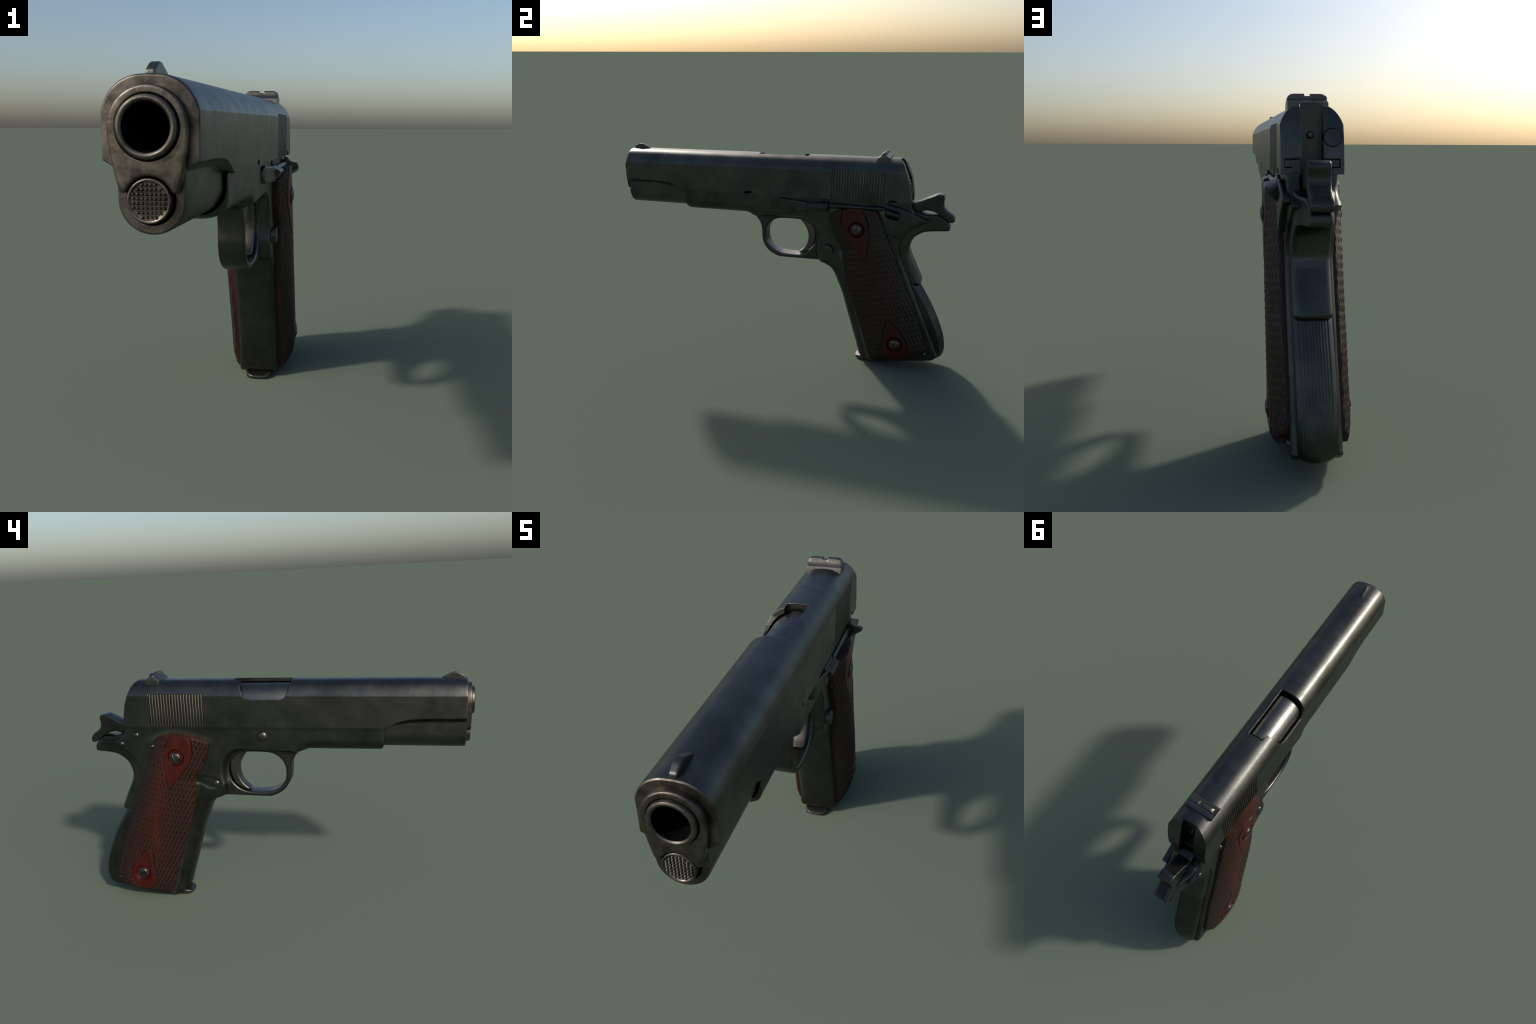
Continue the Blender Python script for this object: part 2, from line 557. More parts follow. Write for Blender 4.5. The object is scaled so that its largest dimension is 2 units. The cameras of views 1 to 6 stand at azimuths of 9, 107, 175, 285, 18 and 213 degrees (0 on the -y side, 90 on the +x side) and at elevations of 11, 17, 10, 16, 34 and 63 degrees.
# recoil spring tunnel below the barrel
def tunnel_outline(wx, zc, zt, rr, n=24):
    s = [(wx, zt)]
    for i in range(n + 1):
        a = -math.pi * i / n
        s.append((wx * math.cos(a), zc + rr * math.sin(a)))
    s.append((-wx, zt))
    return s
def tun(y, k, gy=0.0):
    return [(x, y, z) for x, z in tunnel_outline(.0745 - k + gy, .947, 1.03, .0735 - k + gy)]
tunnel = loft('tunnel', [tun(SY0, .004), tun(-.9625, .001), tun(-.957, 0), tun(-.46, 0)], BLUED, None, 30)
slide = boolean(slide, [tunnel], 'UNION', 14)

# ejection port, hammer slot, serration pocket, notches, plug and bushing bores
port = [(-.137, 1.3), (-.133, 1.21), (-.126, 1.175), (-.117, 1.147), (-.102, 1.129), (-.082, 1.121), (.066, 1.121), (.090, 1.128), (.110, 1.145), (.122, 1.175), (.127, 1.21), (.13, 1.3)]
cuts = [prism_x('c', port, -.2, .037, BLUED),
        box('c', -.041, .037, .10, .166, 1.165, 1.3, BLUED),
        revolve('c', [(0, -.16), (.101, -.16), (.101, .166), (0, .166)], 'y', (0, 1.097), BLUED, seg=64),
        box('c', -.0385, .0365, .6895, .9, .93, 1.3, BLUED),
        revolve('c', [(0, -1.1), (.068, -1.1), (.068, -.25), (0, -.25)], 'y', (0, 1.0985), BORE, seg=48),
        box('c', HW - .0065, .2, .318, .611, .95, 1.1515, BLUED),
        box('c', -.2, -HW + .0065, .318, .611, .95, 1.1515, BLUED),
        prism_x('c', [(-.213, .97), (-.199, .998), (-.159, .999), (-.157, .97)], .05, .2, BLUED),
        prism_x('c', [(-.053, .97), (-.045, .987), (-.033, .987), (-.026, .97)], .05, .2, BLUED),
        prism_x('c', spline([(.632, .97), (.640, .992), (.655, 1.003), (.675, .998), (.690, .985), (.700, .97)], 4), .06, .2, BLUED),
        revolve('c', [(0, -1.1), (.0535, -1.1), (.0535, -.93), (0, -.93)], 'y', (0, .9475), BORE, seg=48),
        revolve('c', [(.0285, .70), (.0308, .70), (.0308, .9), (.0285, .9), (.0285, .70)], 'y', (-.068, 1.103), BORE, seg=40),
        # T-shaped rail channel seen from behind
        prism_y('c', [(-.069, .96), (.069, .96), (.069, 1.003), (.0935, 1.003), (.0935, 1.033), (-.0935, 1.033), (-.0935, 1.003), (-.069, 1.003)], .70, .9, BLUED)]
slide = boolean(slide, cuts, angle=14)
# the muzzle face is rubbed to the bare metal
for p in slide.data.polygons:
    c = p.center
    if c.y < -.955 and p.normal.y < -.25:
        p.material_index = 1

# serrations: thin upright ridges standing in the pocket
vs = []; fs = []
for sx in (1, -1):
    for i in range(19):
        y = .3245 + i * .01555
        w = .0036
        z0, z1 = .982, 1.1545
        x0, x1 = HW - .008, HW - .0002
        b = len(vs)
        for z, xo in ((z0, x1), (z1 - .010, x1), (z1, x1 - .006)):
            vs += [(sx * x0, y - w * 1.25, z), (sx * (xo - .0014), y - w, z), (sx * xo, y - w * .4, z), (sx * xo, y + w * .4, z), (sx * (xo - .0014), y + w, z), (sx * x0, y + w * 1.25, z)]
        for k in range(2):
            for j in range(5):
                fs.append([b + k * 6 + j, b + k * 6 + j + 1, b + k * 6 + j + 7, b + k * 6 + j + 6])
        fs.append([b + j for j in range(6)]); fs.append([b + 12 + j for j in range(6)])
ser = make('slide_serration', vs, fs, RIDGE, slide, 50)
ser['kind'] = 'stuff'

# extractor end and the stepped firing pin stop on the rear face
def rear_patch(name, outline, proud, mat, parent):
    """a thin flush inlay lying on the curved rear of the slide"""
    n = len(outline)
    v = [(x, rear_y(z) - .02, z) for x, z in outline] + [(x, rear_y(z) + proud, z) for x, z in outline]
    f = [list(range(n)), list(range(n, 2 * n))] + [[i, (i + 1) % n, n + (i + 1) % n, n + i] for i in range(n)]
    return make(name, v, f, mat, parent, 30)
rear_patch('extractor', [(-.068 + .0285 * math.cos(a), 1.103 + .0285 * math.sin(a)) for a in np.linspace(0, 2 * math.pi, 33)[:-1]], .0015, BLUED, slide)
rear_patch('firing_pin_stop', [(.037, 1.086), (.050, 1.086), (.050, 1.062), (.068, 1.062), (.068, 1.036), (.037, 1.036)], .004, BLUED, slide)
revolve('firing_pin', [(0, .7035), (.009, .702), (.0125, .697), (.0125, .66), (0, .66)], 'y', (0, 1.111), SCREW, slide, 20)

# sights
plate('front_sight', spline([(-.846, 1.198), (-.855, 1.2115), (-.88, 1.2235), (-.905, 1.2335), (-.925, 1.231), (-.942, 1.222), (-.954, 1.2135), (-.955, 1.198)], 3),
      [], .0105, -.0105, BLUED, slide, r=.003, h=.006, grid=.012)
sight_prof = [(.556, 1.17), (.558, 1.205), (.566, 1.222), (.579, 1.231), (.585, 1.240), (.588, 1.2485), (.594, 1.2535), (.605, 1.2535), (.609, 1.249), (.609, 1.237), (.615, 1.231), (.630, 1.223), (.631, 1.205), (.631, 1.17)]
xs = [-.0715, -.070, -.066, -.058, -.048, -.0105, -.0100, .0100, .0105, .048, .058, .066, .070, .0715]
topz = [1.229, 1.238, 1.246, 1.2515, 1.2535, 1.2535, 1.2455, 1.2455, 1.2535, 1.2535, 1.2515, 1.246, 1.238, 1.229]
loft('rear_sight', [[(x, y, min(z, t)) for y, z in sight_prof] for x, t in zip(xs, topz)], BARE, slide, 30)

# ---------------------------------------------------------------------------
# BARREL, BUSHING, PLUG
# ---------------------------------------------------------------------------
BZ = 1.0985
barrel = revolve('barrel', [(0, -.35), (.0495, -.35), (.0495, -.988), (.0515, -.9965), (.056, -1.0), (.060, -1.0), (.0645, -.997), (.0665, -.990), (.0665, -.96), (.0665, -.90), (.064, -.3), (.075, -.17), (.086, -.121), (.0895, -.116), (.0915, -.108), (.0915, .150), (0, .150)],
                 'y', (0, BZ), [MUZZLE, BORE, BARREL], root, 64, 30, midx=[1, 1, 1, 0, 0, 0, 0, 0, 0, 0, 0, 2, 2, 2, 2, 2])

def circ(cx, cz, r, a0, a1, n):
    return [(cx + r * math.cos(a), cz + r * math.sin(a)) for a in np.linspace(math.radians(a0), math.radians(a1), n)]
bush = circ(0, 1.0975, .0865, -8, 188, 40)
bush += spline([(-.0835, 1.055), (-.077, 1.02), (-.069, .985), (-.063, .969), (-.055, .9635), (-.0475, .967)], 3)
bush += circ(0, .9475, .0515, 158, 22, 14)
bush += spline([(.0475, .967), (.055, .9635), (.063, .969), (.069, .985), (.077, 1.02), (.0835, 1.055)], 3)
def ysolid(name, outline, y0, y1, mat, parent, r):
    """plate facing along -y with a rounded front rim"""
    o = plate(name, outline, [], -y0, -y1, mat, parent, r=r, h=.006, grid=.014, round_bot=False)
    # plate() builds (x=thickness, y, z): turn so that thickness runs along -y
    for v in o.data.vertices:
        t, a, b = v.co
        v.co = (a, -t, b)
    bm = bmesh.new(); bm.from_mesh(o.data); bmesh.ops.recalc_face_normals(bm, faces=bm.faces); bm.to_mesh(o.data); bm.free()
    finish(o, 35)
    return o
bushing = ysolid('barrel_bushing', bush, -.987, -.95, MUZZLE, root, .006)
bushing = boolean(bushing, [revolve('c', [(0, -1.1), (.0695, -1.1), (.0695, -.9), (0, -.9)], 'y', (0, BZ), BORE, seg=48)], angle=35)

plug = revolve('recoil_spring_plug', [(0, -.981), (.0395, -.981), (.042, -.984), (.045, -.985), (.0475, -.983), (.0485, -.979), (.0485, -.92), (0, -.92)], 'y', (-.001, .9475), MUZZLE, root, 48, 30)
vs = []; fs = []
p = .0096
for i in range(-6, 7):
    for j in range(-6, 7):
        cx, cz = (i + .5) * p, (j + .5) * p
        if math.hypot(cx, cz) > .0405:
            continue
        b = len(vs); hw = p * .46; tw = p * .05; yy = -.9795
        cx += -.001; cz += .9475
        for (w, y) in ((hw, yy), (tw, yy - .0085)):
            vs += [(cx - w, y, cz - w), (cx + w, y, cz - w), (cx + w, y, cz + w), (cx - w, y, cz + w)]
        fs += [[b + 4, b + 5, b + 6, b + 7]] + [[b + k, b + (k + 1) % 4, b + 4 + (k + 1) % 4, b + 4 + k] for k in range(4)] + [[b + 3, b + 2, b + 1, b]]
pk = make('plug_checkering', vs, fs, MUZZLE, plug, 20)
pk['kind'] = 'stuff'

# ---------------------------------------------------------------------------
# FRAME  (dust cover, receiver, trigger guard, handle in one piece)
# ---------------------------------------------------------------------------
FW = .0855
outer = [(-.586, .984), (-.586, .900), (-.583, .884), (-.575, .866), (-.560, .856), (-.42, .856), (-.30, .856)]
outer += spline([(-.235, .8555), (-.195, .852), (-.165, .843), (-.141, .825), (-.125, .802), (-.116, .775), (-.1125, .745), (-.1105, .710), (-.0985, .669), (-.065, .628), (-.011, .601), (.034, .598)], 4)
outer += [(.132, .599), (.215, .600)]
outer += spline([(.240, .600), (.268, .5945), (.296, .581), (.322, .555), (.342, .518), (.356, .479)], 4)
outer += spline([(.3835, .413), (.4345, .245), (.4855, .083), (.500, .046), (.518, .028), (.540, .016), (.571, .010)], 3)
outer += [(.75, .0345), (.931, .0605), (.948, .074), (.967, .088), (.962, .100), (.86, .340), (.775, .540)]
outer += spline([(.735, .632), (.722, .664), (.712, .700), (.713, .738), (.728, .778), (.752, .812), (.775, .832), (.815, .858)], 4)
outer += [(.868, .884), (.866, .889)]
outer += spline([(.850, .896), (.815, .912), (.793, .926), (.775, .946), (.766, .965), (.762, .980)], 4)
outer += [(.760, 1.0), (.69, 1.0), (.68, .984), (.30, .984), (-.3, .984)]
window = spline([(.011, .836), (-.02, .830), (-.045, .818), (-.068, .797), (-.083, .768), (-.088, .735), (-.083, .692), (-.056, .654), (-.015, .630), (.025, .6215), (.092, .620), (.140, .628), (.180, .650), (.207, .685), (.217, .725), (.214, .765), (.200, .793), (.178, .816), (.145, .833), (.090, .838)], 3, closed=True)

# line along which the broad receiver steps in to the slender guard
step_line = spline([(-.26, .845), (-.17, .853), (-.06, .860), (.08, .866), (.155, .864), (.205, .843), (.238, .797), (.251, .735), (.249, .690), (.243, .662), (.253, .630), (.272, .585)], 6)
step_poly = step_line + [(.3, .3), (-.5, .3), (-.5, .845)]
tear = spline([(.395, .700), (.355, .7155), (.292, .712), (.268, .690), (.266, .664), (.290, .640), (.325, .646), (.362, .664), (.395, .668)], 4)

def guard_mask(y, z):
    P = np.stack([y, z], 1)
    d, _ = seg_dist(P, [step_line], closed=False)
    ins = inside(P, [step_poly])
    return ins, d

def frame_half(y, z):
    ins, d = guard_mask(y, z)
    wid = interp(y, [-.2, .0, .12, .2, .3], [.020, .018, .020, .026, .028])
    gw = interp(z, [.60, .64, .80, .86], [.048, .0485, .047, .046])
    w = np.where(ins, FW + (gw - FW) * smoothstep(d / wid), FW)
    # the dust cover is round underneath
    t = np.clip((z - .856) / .056, 0, 1)
    under = .077 * (1 - np.sqrt(np.clip(1 - (1 - t) ** 2, 0, 1))) * smoothstep((-.135 - y) / .09)
    return np.maximum(w - under, .008)

def frame_left(y, z):
    return frame_half(y, z)

def frame_right(y, z):
    w = frame_half(y, z)
    P = np.stack([y, z], 1)
    ins = inside(P, [tear]); d, _ = seg_dist(P, [tear])
    return -(w - np.where(ins, .004 * smoothstep(d / .005), 0))

def f_round(y, z):
    """rounding of the rim by position: full under the dust cover, broad down
    the front strap, tight on the guard and at the rear"""
    r = np.full(len(y), .006)
    r = np.where((y < -.11) & (z < .90), interp(y, [-.25, -.12], [.004, .010]), r)
    r = np.where((y >= -.11) & (y < .24) & (z < .87), .009, r)
    k = (z <= .602) & (y >= .24) & (y < .56)
    r = np.where(k, interp(y, [.24, .30, .36, .48, .50, .53, .56], [.012, .026, .052, .055, .044, .016, .008]), r)
    k = (y > .70) & (z < .80) & (z > .08)
    r = np.where(k, interp(z, [.08, .10, .62, .80], [.006, .018, .018, .012]), r)
    r = np.where((y > .7645) & (z >= .80) & (z < .97), interp(z, [.80, .84, .94, .97], [.012, .016, .016, .006]), r)
    return r

def f_round_x(y, z):
    r = f_round(y, z)
    return np.where((z <= .602) & (y >= .30) & (y < .5), r * 1.32, r)

frame = plate('frame', outer, [window], frame_left, frame_right, [FRAME, BARE], root, r=f_round, rx=f_round_x, h=.008, grid=.0085,
              creases=[step_line[3:-4], tear], angle=40,
              extra=[(y, .856 + .056 * t) for y in np.arange(-.58, -.13, .009) for t in (.09, .14, .2, .28, .38, .5, .65, .82, 1.0)])
cuts = [loft('c', [tun(-.7, 0, .007), tun(-.45, 0, .007)], FRAME_BASE),
        box('c', -.0425, .0425, .728, 1.0, .845, 1.1, FRAME_BASE),
        box('c', .072, .2, .257, .306, .957, .99, FRAME_BASE)]
frame = boolean(frame, cuts, angle=40)
# upward faces of the guard's inner lower band get a brighter steel
for pl in frame.data.polygons:
    c = pl.center
    if -.1 < c.y < .2 and abs(c.x) < .05 and .60 < c.z < .70 and pl.normal.z > .45:
        pl.material_index = 1

# rails of the frame filling the channel at the back of the slide
for sx in (1, -1):
    pts = [(.042, .985), (.066, .985), (.066, 1.006), (.0905, 1.006), (.0905, 1.030), (.042, 1.030)]
    v = [(sx * x, .69, z) for x, z in pts] + [(sx * x, rear_y(z) + .001, z) for x, z in pts]
    n = len(pts)
    f = [list(range(n)), list(range(n, 2 * n))] + [[i, (i + 1) % n, n + (i + 1) % n, n + i] for i in range(n)]
    make('frame_rail', v, f, FRAME_BASE, frame, 30)

def dome(name, y, z, r, x0, h, sx, mat, parent, seg=28):
    """low domed pin head on the side, sx = +1 left side, -1 right side"""
    prof = [(0, sx * (x0 + h)), (r * .45, sx * (x0 + h * .93)), (r * .75, sx * (x0 + h * .72)), (r * .93, sx * (x0 + h * .42)), (r, sx * (x0 + h * .1)), (r, sx * (x0 - .02)), (0, sx * (x0 - .02))]
    return revolve(name, prof, 'x', (y, z), mat, parent, seg, 40)
dome('slide_stop_pin', .020, .931, .0265, FW, .013, -1, SCREW, frame)
dome('frame_pin', .708, .929, .0175, FW, .008, -1, SCREW, frame)
dome('frame_pin', .798, .881, .0165, FW, .008, -1, SCREW, frame)
dome('frame_pin', .623, .869, .014, FW, .008, -1, SCREW, frame)
dome('frame_pin', .282, .673, .0195, FW - .005, .010, -1, SCREW, frame)
for sx in (1, -1):
    dome('frame_pin', .889, .098, .014, FW, .010, sx, SCREW, frame)

# ---------------------------------------------------------------------------
# TRIGGER, HAMMER, GRIP SAFETY, MAINSPRING HOUSING
# ---------------------------------------------------------------------------
trig = spline([(.105, .870), (.117, .840), (.146, .806), (.168, .762), (.171, .720), (.160, .683), (.140, .655), (.112, .633)], 4)
trig += spline([(.122, .6275), (.150, .637), (.185, .662), (.209, .700), (.2165, .740), (.212, .780)], 3)
trig += [(.23, .80), (.23, .87)]
plate('trigger', trig, [], .0335, -.0335, [BARE, FRAME], root, r=.007, h=.007, grid=.014)

ham = [(.70, .94), (.715, .975), (.75, .984), (.785, .977)]
ham += [(.893, 1.029), (.905, 1.0315), (.924, 1.030)]
ham += spline([(.933, 1.022), (.9355, 1.010), (.932, .985), (.934, .965), (.945, .948), (.963, .934), (.984, .920), (.994, .906), (.997, .891), (.990, .879), (.976, .8775)], 3)
ham += spline([(.950, .892), (.920, .913), (.893, .929), (.862, .938), (.838, .938), (.812, .929), (.79, .90), (.75, .88), (.71, .89)], 3)
hammer = plate('hammer', ham, [], .0365, -.0365, FRAME_BASE, root, r=.005, h=.007, grid=.013)
# cross grooves on the thumb spur
vs = []; fs = []
spur = spline([(.9375, .958), (.948, .9463), (.963, .9352), (.984, .9212), (.9935, .908)], 6)
cum = np.cumsum([0] + [math.dist(a, b) for a, b in zip(spur[:-1], spur[1:])])
nr = 13
for i in range(nr):
    s = cum[-1] * (i + .5) / nr
    y = np.interp(s, cum, [q[0] for q in spur]); z = np.interp(s, cum, [q[1] for q in spur])
    y2 = np.interp(s + .001, cum, [q[0] for q in spur]); z2 = np.interp(s + .001, cum, [q[1] for q in spur])
    t = np.array([y2 - y, z2 - z]); t = t / max(1e-9, np.hypot(*t)); nn = np.array([-t[1], t[0]])
    if nn[0] + nn[1] < 0:
        nn = -nn
    b = len(vs); w = cum[-1] / nr * .38
    for x in (-.027, .027):
        for da, dn in ((-w, -.002), (0, .0022), (w, -.002)):
            q = np.array([y, z]) + t * da + nn * dn
            vs.append((x, q[0], q[1]))
    fs += [[b, b + 1, b + 4, b + 3], [b + 1, b + 2, b + 5, b + 4], [b + 2, b, b + 3, b + 5], [b, b + 2, b + 1], [b + 3, b + 4, b + 5]]
hk = make('hammer_spur_groove', vs, fs, FRAME_BASE, hammer, 20); hk['kind'] = 'stuff'

gs = [(.66, .80)] + spline([(.70, .88), (.76, .925), (.80, .931), (.84, .920), (.875, .917), (.905, .9155), (.934, .903), (.958, .884), (.973, .865)], 3)
gs += spline([(.9765, .848), (.972, .8315), (.94, .826), (.89, .824), (.850, .8215), (.818, .810), (.787, .785), (.768, .745), (.762, .705), (.772, .668)], 4)
gs += [(.799, .614)]
gs += spline([(.838, .530), (.841, .518), (.832, .503), (.815, .497)], 3)
gs += [(.76, .49), (.70, .60), (.66, .70)]
def gs_half(y, z):
    w = np.full(len(y), .0695)
    k = smoothstep((y - .80) / .14) * (z > .78)
    return w + (.0385 - w) * k
grip_safety = plate('grip_safety', gs, [], gs_half, lambda y, z: -gs_half(y, z), FRAME_BASE, root,
                    r=lambda y, z: interp(z, [.49, .70, .76, .83], [.026, .026, .022, .010]), h=.008, grid=.012)

# mainspring housing with upright flutes on its back
bk = spline([(.800, .545), (.833, .500), (.868, .444), (.903, .385), (.933, .325), (.958, .268), (.981, .208), (.9925, .160), (.996, .115), (.990, .085), (.972, .064), (.950, .056)], 4)
bk = np.array(bk); Tn = np.gradient(bk, axis=0); Tn /= np.hypot(*Tn.T)[:, None]
Nn = np.stack([-Tn[:, 1], Tn[:, 0]], 1)
if Nn[10, 0] < 0:
    Nn = -Nn
secs = []
xs = np.linspace(-.0665, .0665, 113)
for (y, z), nn in zip(bk, Nn):
    sec = []
    fade = float(smoothstep((z - .075) / .09) * smoothstep((.52 - z) / .02))
    for x in xs:
        dr = .024 * (abs(x) / .0665) ** 2.6
        rip = 0.0
        if abs(x) < .051:
            rip = -.0030 * fade * abs(math.sin(math.pi * x / .0102)) ** .6
        o = -dr + rip
        sec.append((x, y + nn[0] * o, z + nn[1] * o))
    q = np.array([y - .13, max(z - .03, .075)])
    sec += [(.0665, q[0], q[1]), (-.0665, q[0], q[1])]
    secs.append(sec)
loft('mainspring_housing', secs, FRAME_BASE, root, 40)

# ---------------------------------------------------------------------------
# LEFT SIDE CONTROLS
# ---------------------------------------------------------------------------
saf = spline([(.648, .935), (.665, .955), (.690, .962), (.712, .953)], 3)
saf += [(.770, .931), (.832, .907)] + spline([(.838, .902), (.834, .893), (.800, .874), (.772, .854), (.745, .825), (.722, .793), (.708, .782), (.695, .786)], 3)
saf += [(.652, .803), (.640, .87)]
safety = plate('thumb_safety', saf, [], .1085, .080, FRAME_BASE, root, r=.006, h=.007, grid=.014, round_bot=False)
pad = [(.095, .978), (.1085, .977), (.116, .966), (.126, .958), (.140, .9545), (.149, .953), (.1535, .947), (.1535, .938), (.149, .930), (.138, .923), (.124, .914), (.1085, .902), (.095, .900)]
pad = spline(pad, 2)
secs = []
for t, k in ((0, .78), (.004, .92), (.010, 1), (.055, 1), (.067, .93), (.075, .80)):
    c = (.108, .938)
    secs.append([(c[0] + (x - c[0]) * k, .622 + t + .10 * (x - .1), c[1] + (z - c[1]) * k - .30 * t) for x, z in pad])
loft('thumb_pad', secs, FRAME_BASE, safety, 40)

st = spline([(.030, .905), (.008, .914), (-.003, .935), (.006, .957), (.026, .968)], 4) + [(.172, .958), (.181, .950), (.184, .902)]
def st_top(y, z):
    return interp(y, [-.01, .02, .12, .165, .185], [.090, .098, .108, .116, .111])
stop = plate('slide_stop', st, [], st_top, .075, FRAME_BASE, root, r=.006, h=.008, grid=.012, round_bot=False)
# serrated thumb pad of the slide stop
prof = [(.075, .906), (.106, .906), (.126, .928), (.131, .936), (.128, .9415)]
for i in range(5):
    a = .127 - i * .0052; z = .9425 + i * .0024
    prof += [(a, z + .0022), (a - .0035, z + .0006)]
prof += [(.098, .957), (.075, .957)]
sp = [[(x + (0 if t else -.004), y, z) for x, z in prof] for y, t in ((.181, 1), (.186, 1), (.300, 1), (.3015, 1))]
loft('slide_stop_pad', sp, FRAME_BASE, stop, 25)

tube = revolve('plunger_tube', [(0, .306), (.0105, .306), (.0135, .309), (.0135, .330), (.0135, .45), (.0130, .598), (.0105, .603), (.0085, .606), (.0085, .625), (0, .626)], 'y', (.0985, .9435), FRAME_BASE, root, 28, 35)
box('tube_rib', .07, .0985, .309, .60, .933, .953, FRAME_BASE, tube)

btn = [(0, .1055), (.027, .1055), (.0305, .1045), (.032, .1015), (.032, .06), (0, .06)]
revolve('magazine_release', btn, 'x', (.303, .679), FRAME_BASE, root, 40, 35)

# ---------------------------------------------------------------------------
# MAGAZINE
# ---------------------------------------------------------------------------
mg = [(.4775, .013), (.480, .006), (.488, .0005), (.500, 0.0), (.530, .001), (.575, .007), (.65, .022), (.90, .064), (.925, .068), (.925, .078), (.60, .035), (.52, .026), (.490, .018)]
def mag_half(y, z):
    return interp(y, [.4775, .482, .492, .51, .535, .6], [.020, .032, .044, .052, .0565, .0575])
plate('magazine', mg, [], mag_half, lambda y, z: -mag_half(y, z), BARE, root, r=.003, h=.006, grid=.012)

for ob in (slide, barrel, bushing, plug):
    ob.location.x = -.0015

# ---------------------------------------------------------------------------
# WOODEN GRIP PANELS
# ---------------------------------------------------------------------------
pan = [(.306, .895), (.322, .838), (.345, .768)] + spline([(.356, .747), (.375, .728), (.387, .705), (.3915, .675), (.392, .645), (.401, .575)], 3)
pan += [(.428, .469), (.490, .296), (.526, .196), (.575, .028)]
pan += spline([(.595, .034), (.64, .050), (.70, .062), (.77, .070), (.852, .079)], 3)
pan += spline([(.866, .086), (.862, .104), (.873, .121), (.892, .130)], 3)
pan += [(.893, .160), (.873, .214), (.812, .388), (.752, .515), (.672, .714), (.618, .848), (.588, .924)]
pan += spline([(.570, .930), (.541, .937), (.484, .9445), (.422, .938), (.36, .9205)], 3)
SCR = [(.4745, .8255), (.722, .161)]
kite_hi = [(.500, .950), (.400, .935), (.387, .897), (.392, .828), (.420, .775), (.529, .648), (.543, .780), (.533, .868), (.513, .905)]
kite_lo = [(.672, .303), (.716, .268), (.783, .182), (.792, .118), (.760, .060), (.690, .040), (.652, .122), (.658, .170), (.664, .255)]

def along(y, z):
    P = np.stack([y, z], 1) - np.array([.60, .49])
    return P @ AX, P @ BX

front_line = np.array([(q[1], q[0]) for q in pan[0:14]])
fz = [.02, .196, .296, .469, .575, .645, .705, .747, .768, .838, .895, .95]
fy = [.575, .526, .490, .428, .401, .392, .387, .356, .345, .322, .306, .300]
rz = [.02, .160, .214, .388, .515, .714, .848, .924, .95]
ry = [.94, .893, .873, .812, .752, .672, .618, .588, .578]
def panel_surface(y, z):
    a = interp(z, fz, fy); b = interp(z, rz, ry)
    s = np.clip((y - (a + b) / 2) / ((b - a) / 2), -1, 1)
    edge = np.where(s < 0, .111, .103)
    x = edge + (.1455 - edge) * (1 - np.abs(s) ** 2.4)
    # lower end curls in towards the frame
    low = interp(y, [.575, .70, .85], [.03, .062, .08])
    t = np.clip((z - low) / .060, 0, 1)
    x = x - .009 * (1 - t) ** 1.8
    return x
def relief(y, z):
    P = np.stack([y, z], 1)
    a, b = along(y, z)
    p = b / PW + a / PH; q = b / PW - a / PH
    tri = lambda t: 1 - np.abs(2 * (t - np.floor(t)) - 1)
    hgt = np.minimum(np.minimum(tri(p), tri(q)) * 1.0, .9) / .9
    out = np.full(len(y), -1e9)
    for k in (kite_hi, kite_lo):
        d, _ = seg_dist(P, [k]); out = np.maximum(out, np.where(inside(P, [k]), d, -d))
    k = np.clip(-out / .003, 0, 1)                       # 1 in the checkering, 0 in the kites
    rel = -.0044 * (1 - hgt) * k
    # a smooth line cut around each kite, and the seat of each screw
    rel = rel - .0045 * np.clip(1 - np.abs(out + .003) / .0045, 0, 1)
    for c in SCR:
        rr = np.hypot(y - c[0], z - c[1])
        rel = rel - .010 * np.clip(1 - np.abs(rr - .0405) / .0065, 0, 1)
    return rel
# mesh points follow the diamond lattice so each diamond keeps its point
lat = []
for i in range(-100, 101):
    for j in range(-100, 101):
        p, q = i / 4, j / 4
        b = (p + q) / 2 * PW; a = (p - q) / 2 * PH
        if abs(a) < .56 and abs(b) < .25:
            y, z = np.array([.60, .49]) + AX * a + BX * b
            lat.append((y, z))
lat = np.array(lat)
keep = np.ones(len(lat), bool)
for c in SCR:
    keep &= np.hypot(lat[:, 0] - c[0], lat[:, 1] - c[1]) > .052
for k in (kite_hi, kite_lo):
    d, _ = seg_dist(lat, [k]); keep &= d > .0035
lat = list(map(tuple, lat[keep]))
for c in SCR:
    for rad in (.005, .015, .025, .031, .034, .0372, .0405, .0438, .047, .0505):
        n = max(8, int(2 * math.pi * rad / .006))
        lat += [(c[0] + rad * math.cos(2 * math.pi * i / n), c[1] + rad * math.sin(2 * math.pi * i / n)) for i in range(n)]
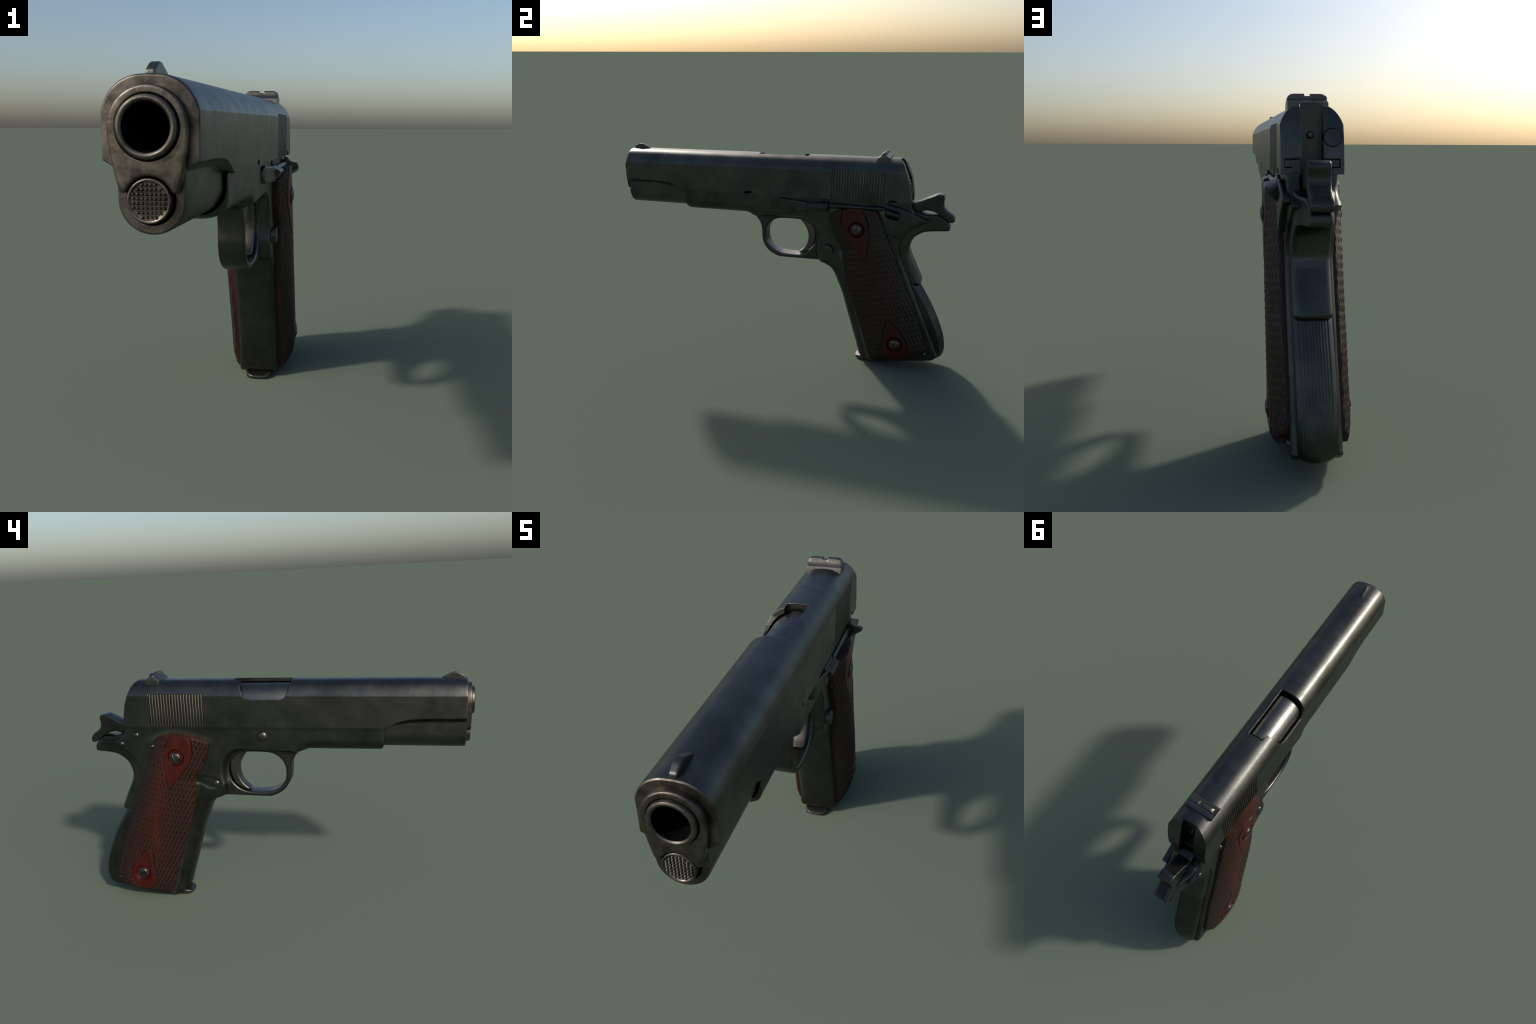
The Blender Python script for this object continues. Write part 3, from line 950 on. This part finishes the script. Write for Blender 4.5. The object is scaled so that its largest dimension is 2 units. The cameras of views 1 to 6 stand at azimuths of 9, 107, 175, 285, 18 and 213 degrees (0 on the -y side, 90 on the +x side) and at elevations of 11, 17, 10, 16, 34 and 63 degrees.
def clip_poly(poly):
    P = np.array(resample(poly, .006))
    d, _ = sdf(P, [pan])
    best = []; run = []
    for q, dd in zip(list(P) * 2, list(d) * 2):
        if dd > .006:
            run.append(tuple(q))
        else:
            if len(run) > len(best):
                best = run
            run = []
    if len(run) > len(best):
        best = run
    return best[:len(P)]
kite_edges = []
for kt in (kite_hi, kite_lo):
    kc = np.array(kt).mean(0)
    for off in (0.0, .0032, .0075):
        K = np.array(kt); D = K - kc; K2 = K + D / np.hypot(*D.T)[:, None] * off
        kite_edges.append(clip_poly([tuple(q) for q in K2]))

def panel_mat(y, z):
    P = np.stack([y, z], 1)
    return np.where(inside(P, [kite_hi]) | inside(P, [kite_lo]), 1, 0)
panel_mat.wall = 2

for sx in (1, -1):
    o = plate('grip_panel', pan, [], lambda y, z: panel_surface(y, z) + relief(y, z), .078, [WOOD_CHECK, WOOD_SMOOTH, WOOD_EDGE], root,
              r=.003, h=.0065, grid=5, round_bot=False, creases=kite_edges, extra=lat, angle=28, matfun=panel_mat)
    if sx < 0:
        for v in o.data.vertices:
            v.co.x = -v.co.x
        o.data.flip_normals()
        finish(o, 28)
    for i, c in enumerate(SCR):
        # collar and slotted screw
        base = float(panel_surface(np.array([c[0]]), np.array([c[1]]))[0])
        revolve('screw_collar', [(.0297, sx * (base - .01)), (.0297, sx * (base + .0005)), (.0315, sx * (base + .0022)), (.0350, sx * (base + .0022)), (.0375, sx * (base - .001)), (.0375, sx * (base - .01)), (.0297, sx * (base - .01))],
                'x', c, WOOD_SMOOTH, o, 40, 40)
        scr = dome('grip_screw', 0, 0, .0290, 0, .0085, 1, SCREW, o, 40)
        for v in scr.data.vertices:
            if v.co.x < -.005:
                v.co.x = -.008
        slot = box('c', -.0005, .05, -.0034, .0034, -.05, .05, SCREW)
        boolean(scr, [slot], angle=40)
        th = math.radians(-25 if i == 0 else 78)
        if sx < 0:
            th = th
        M = Matrix.Rotation(th, 4, 'X')
        for v in scr.data.vertices:
            q = M @ v.co
            v.co = (sx * (base + .0005 + q.x), c[0] + q.y, c[1] + q.z)
        if sx < 0:
            scr.data.flip_normals()
        finish(scr, 40)
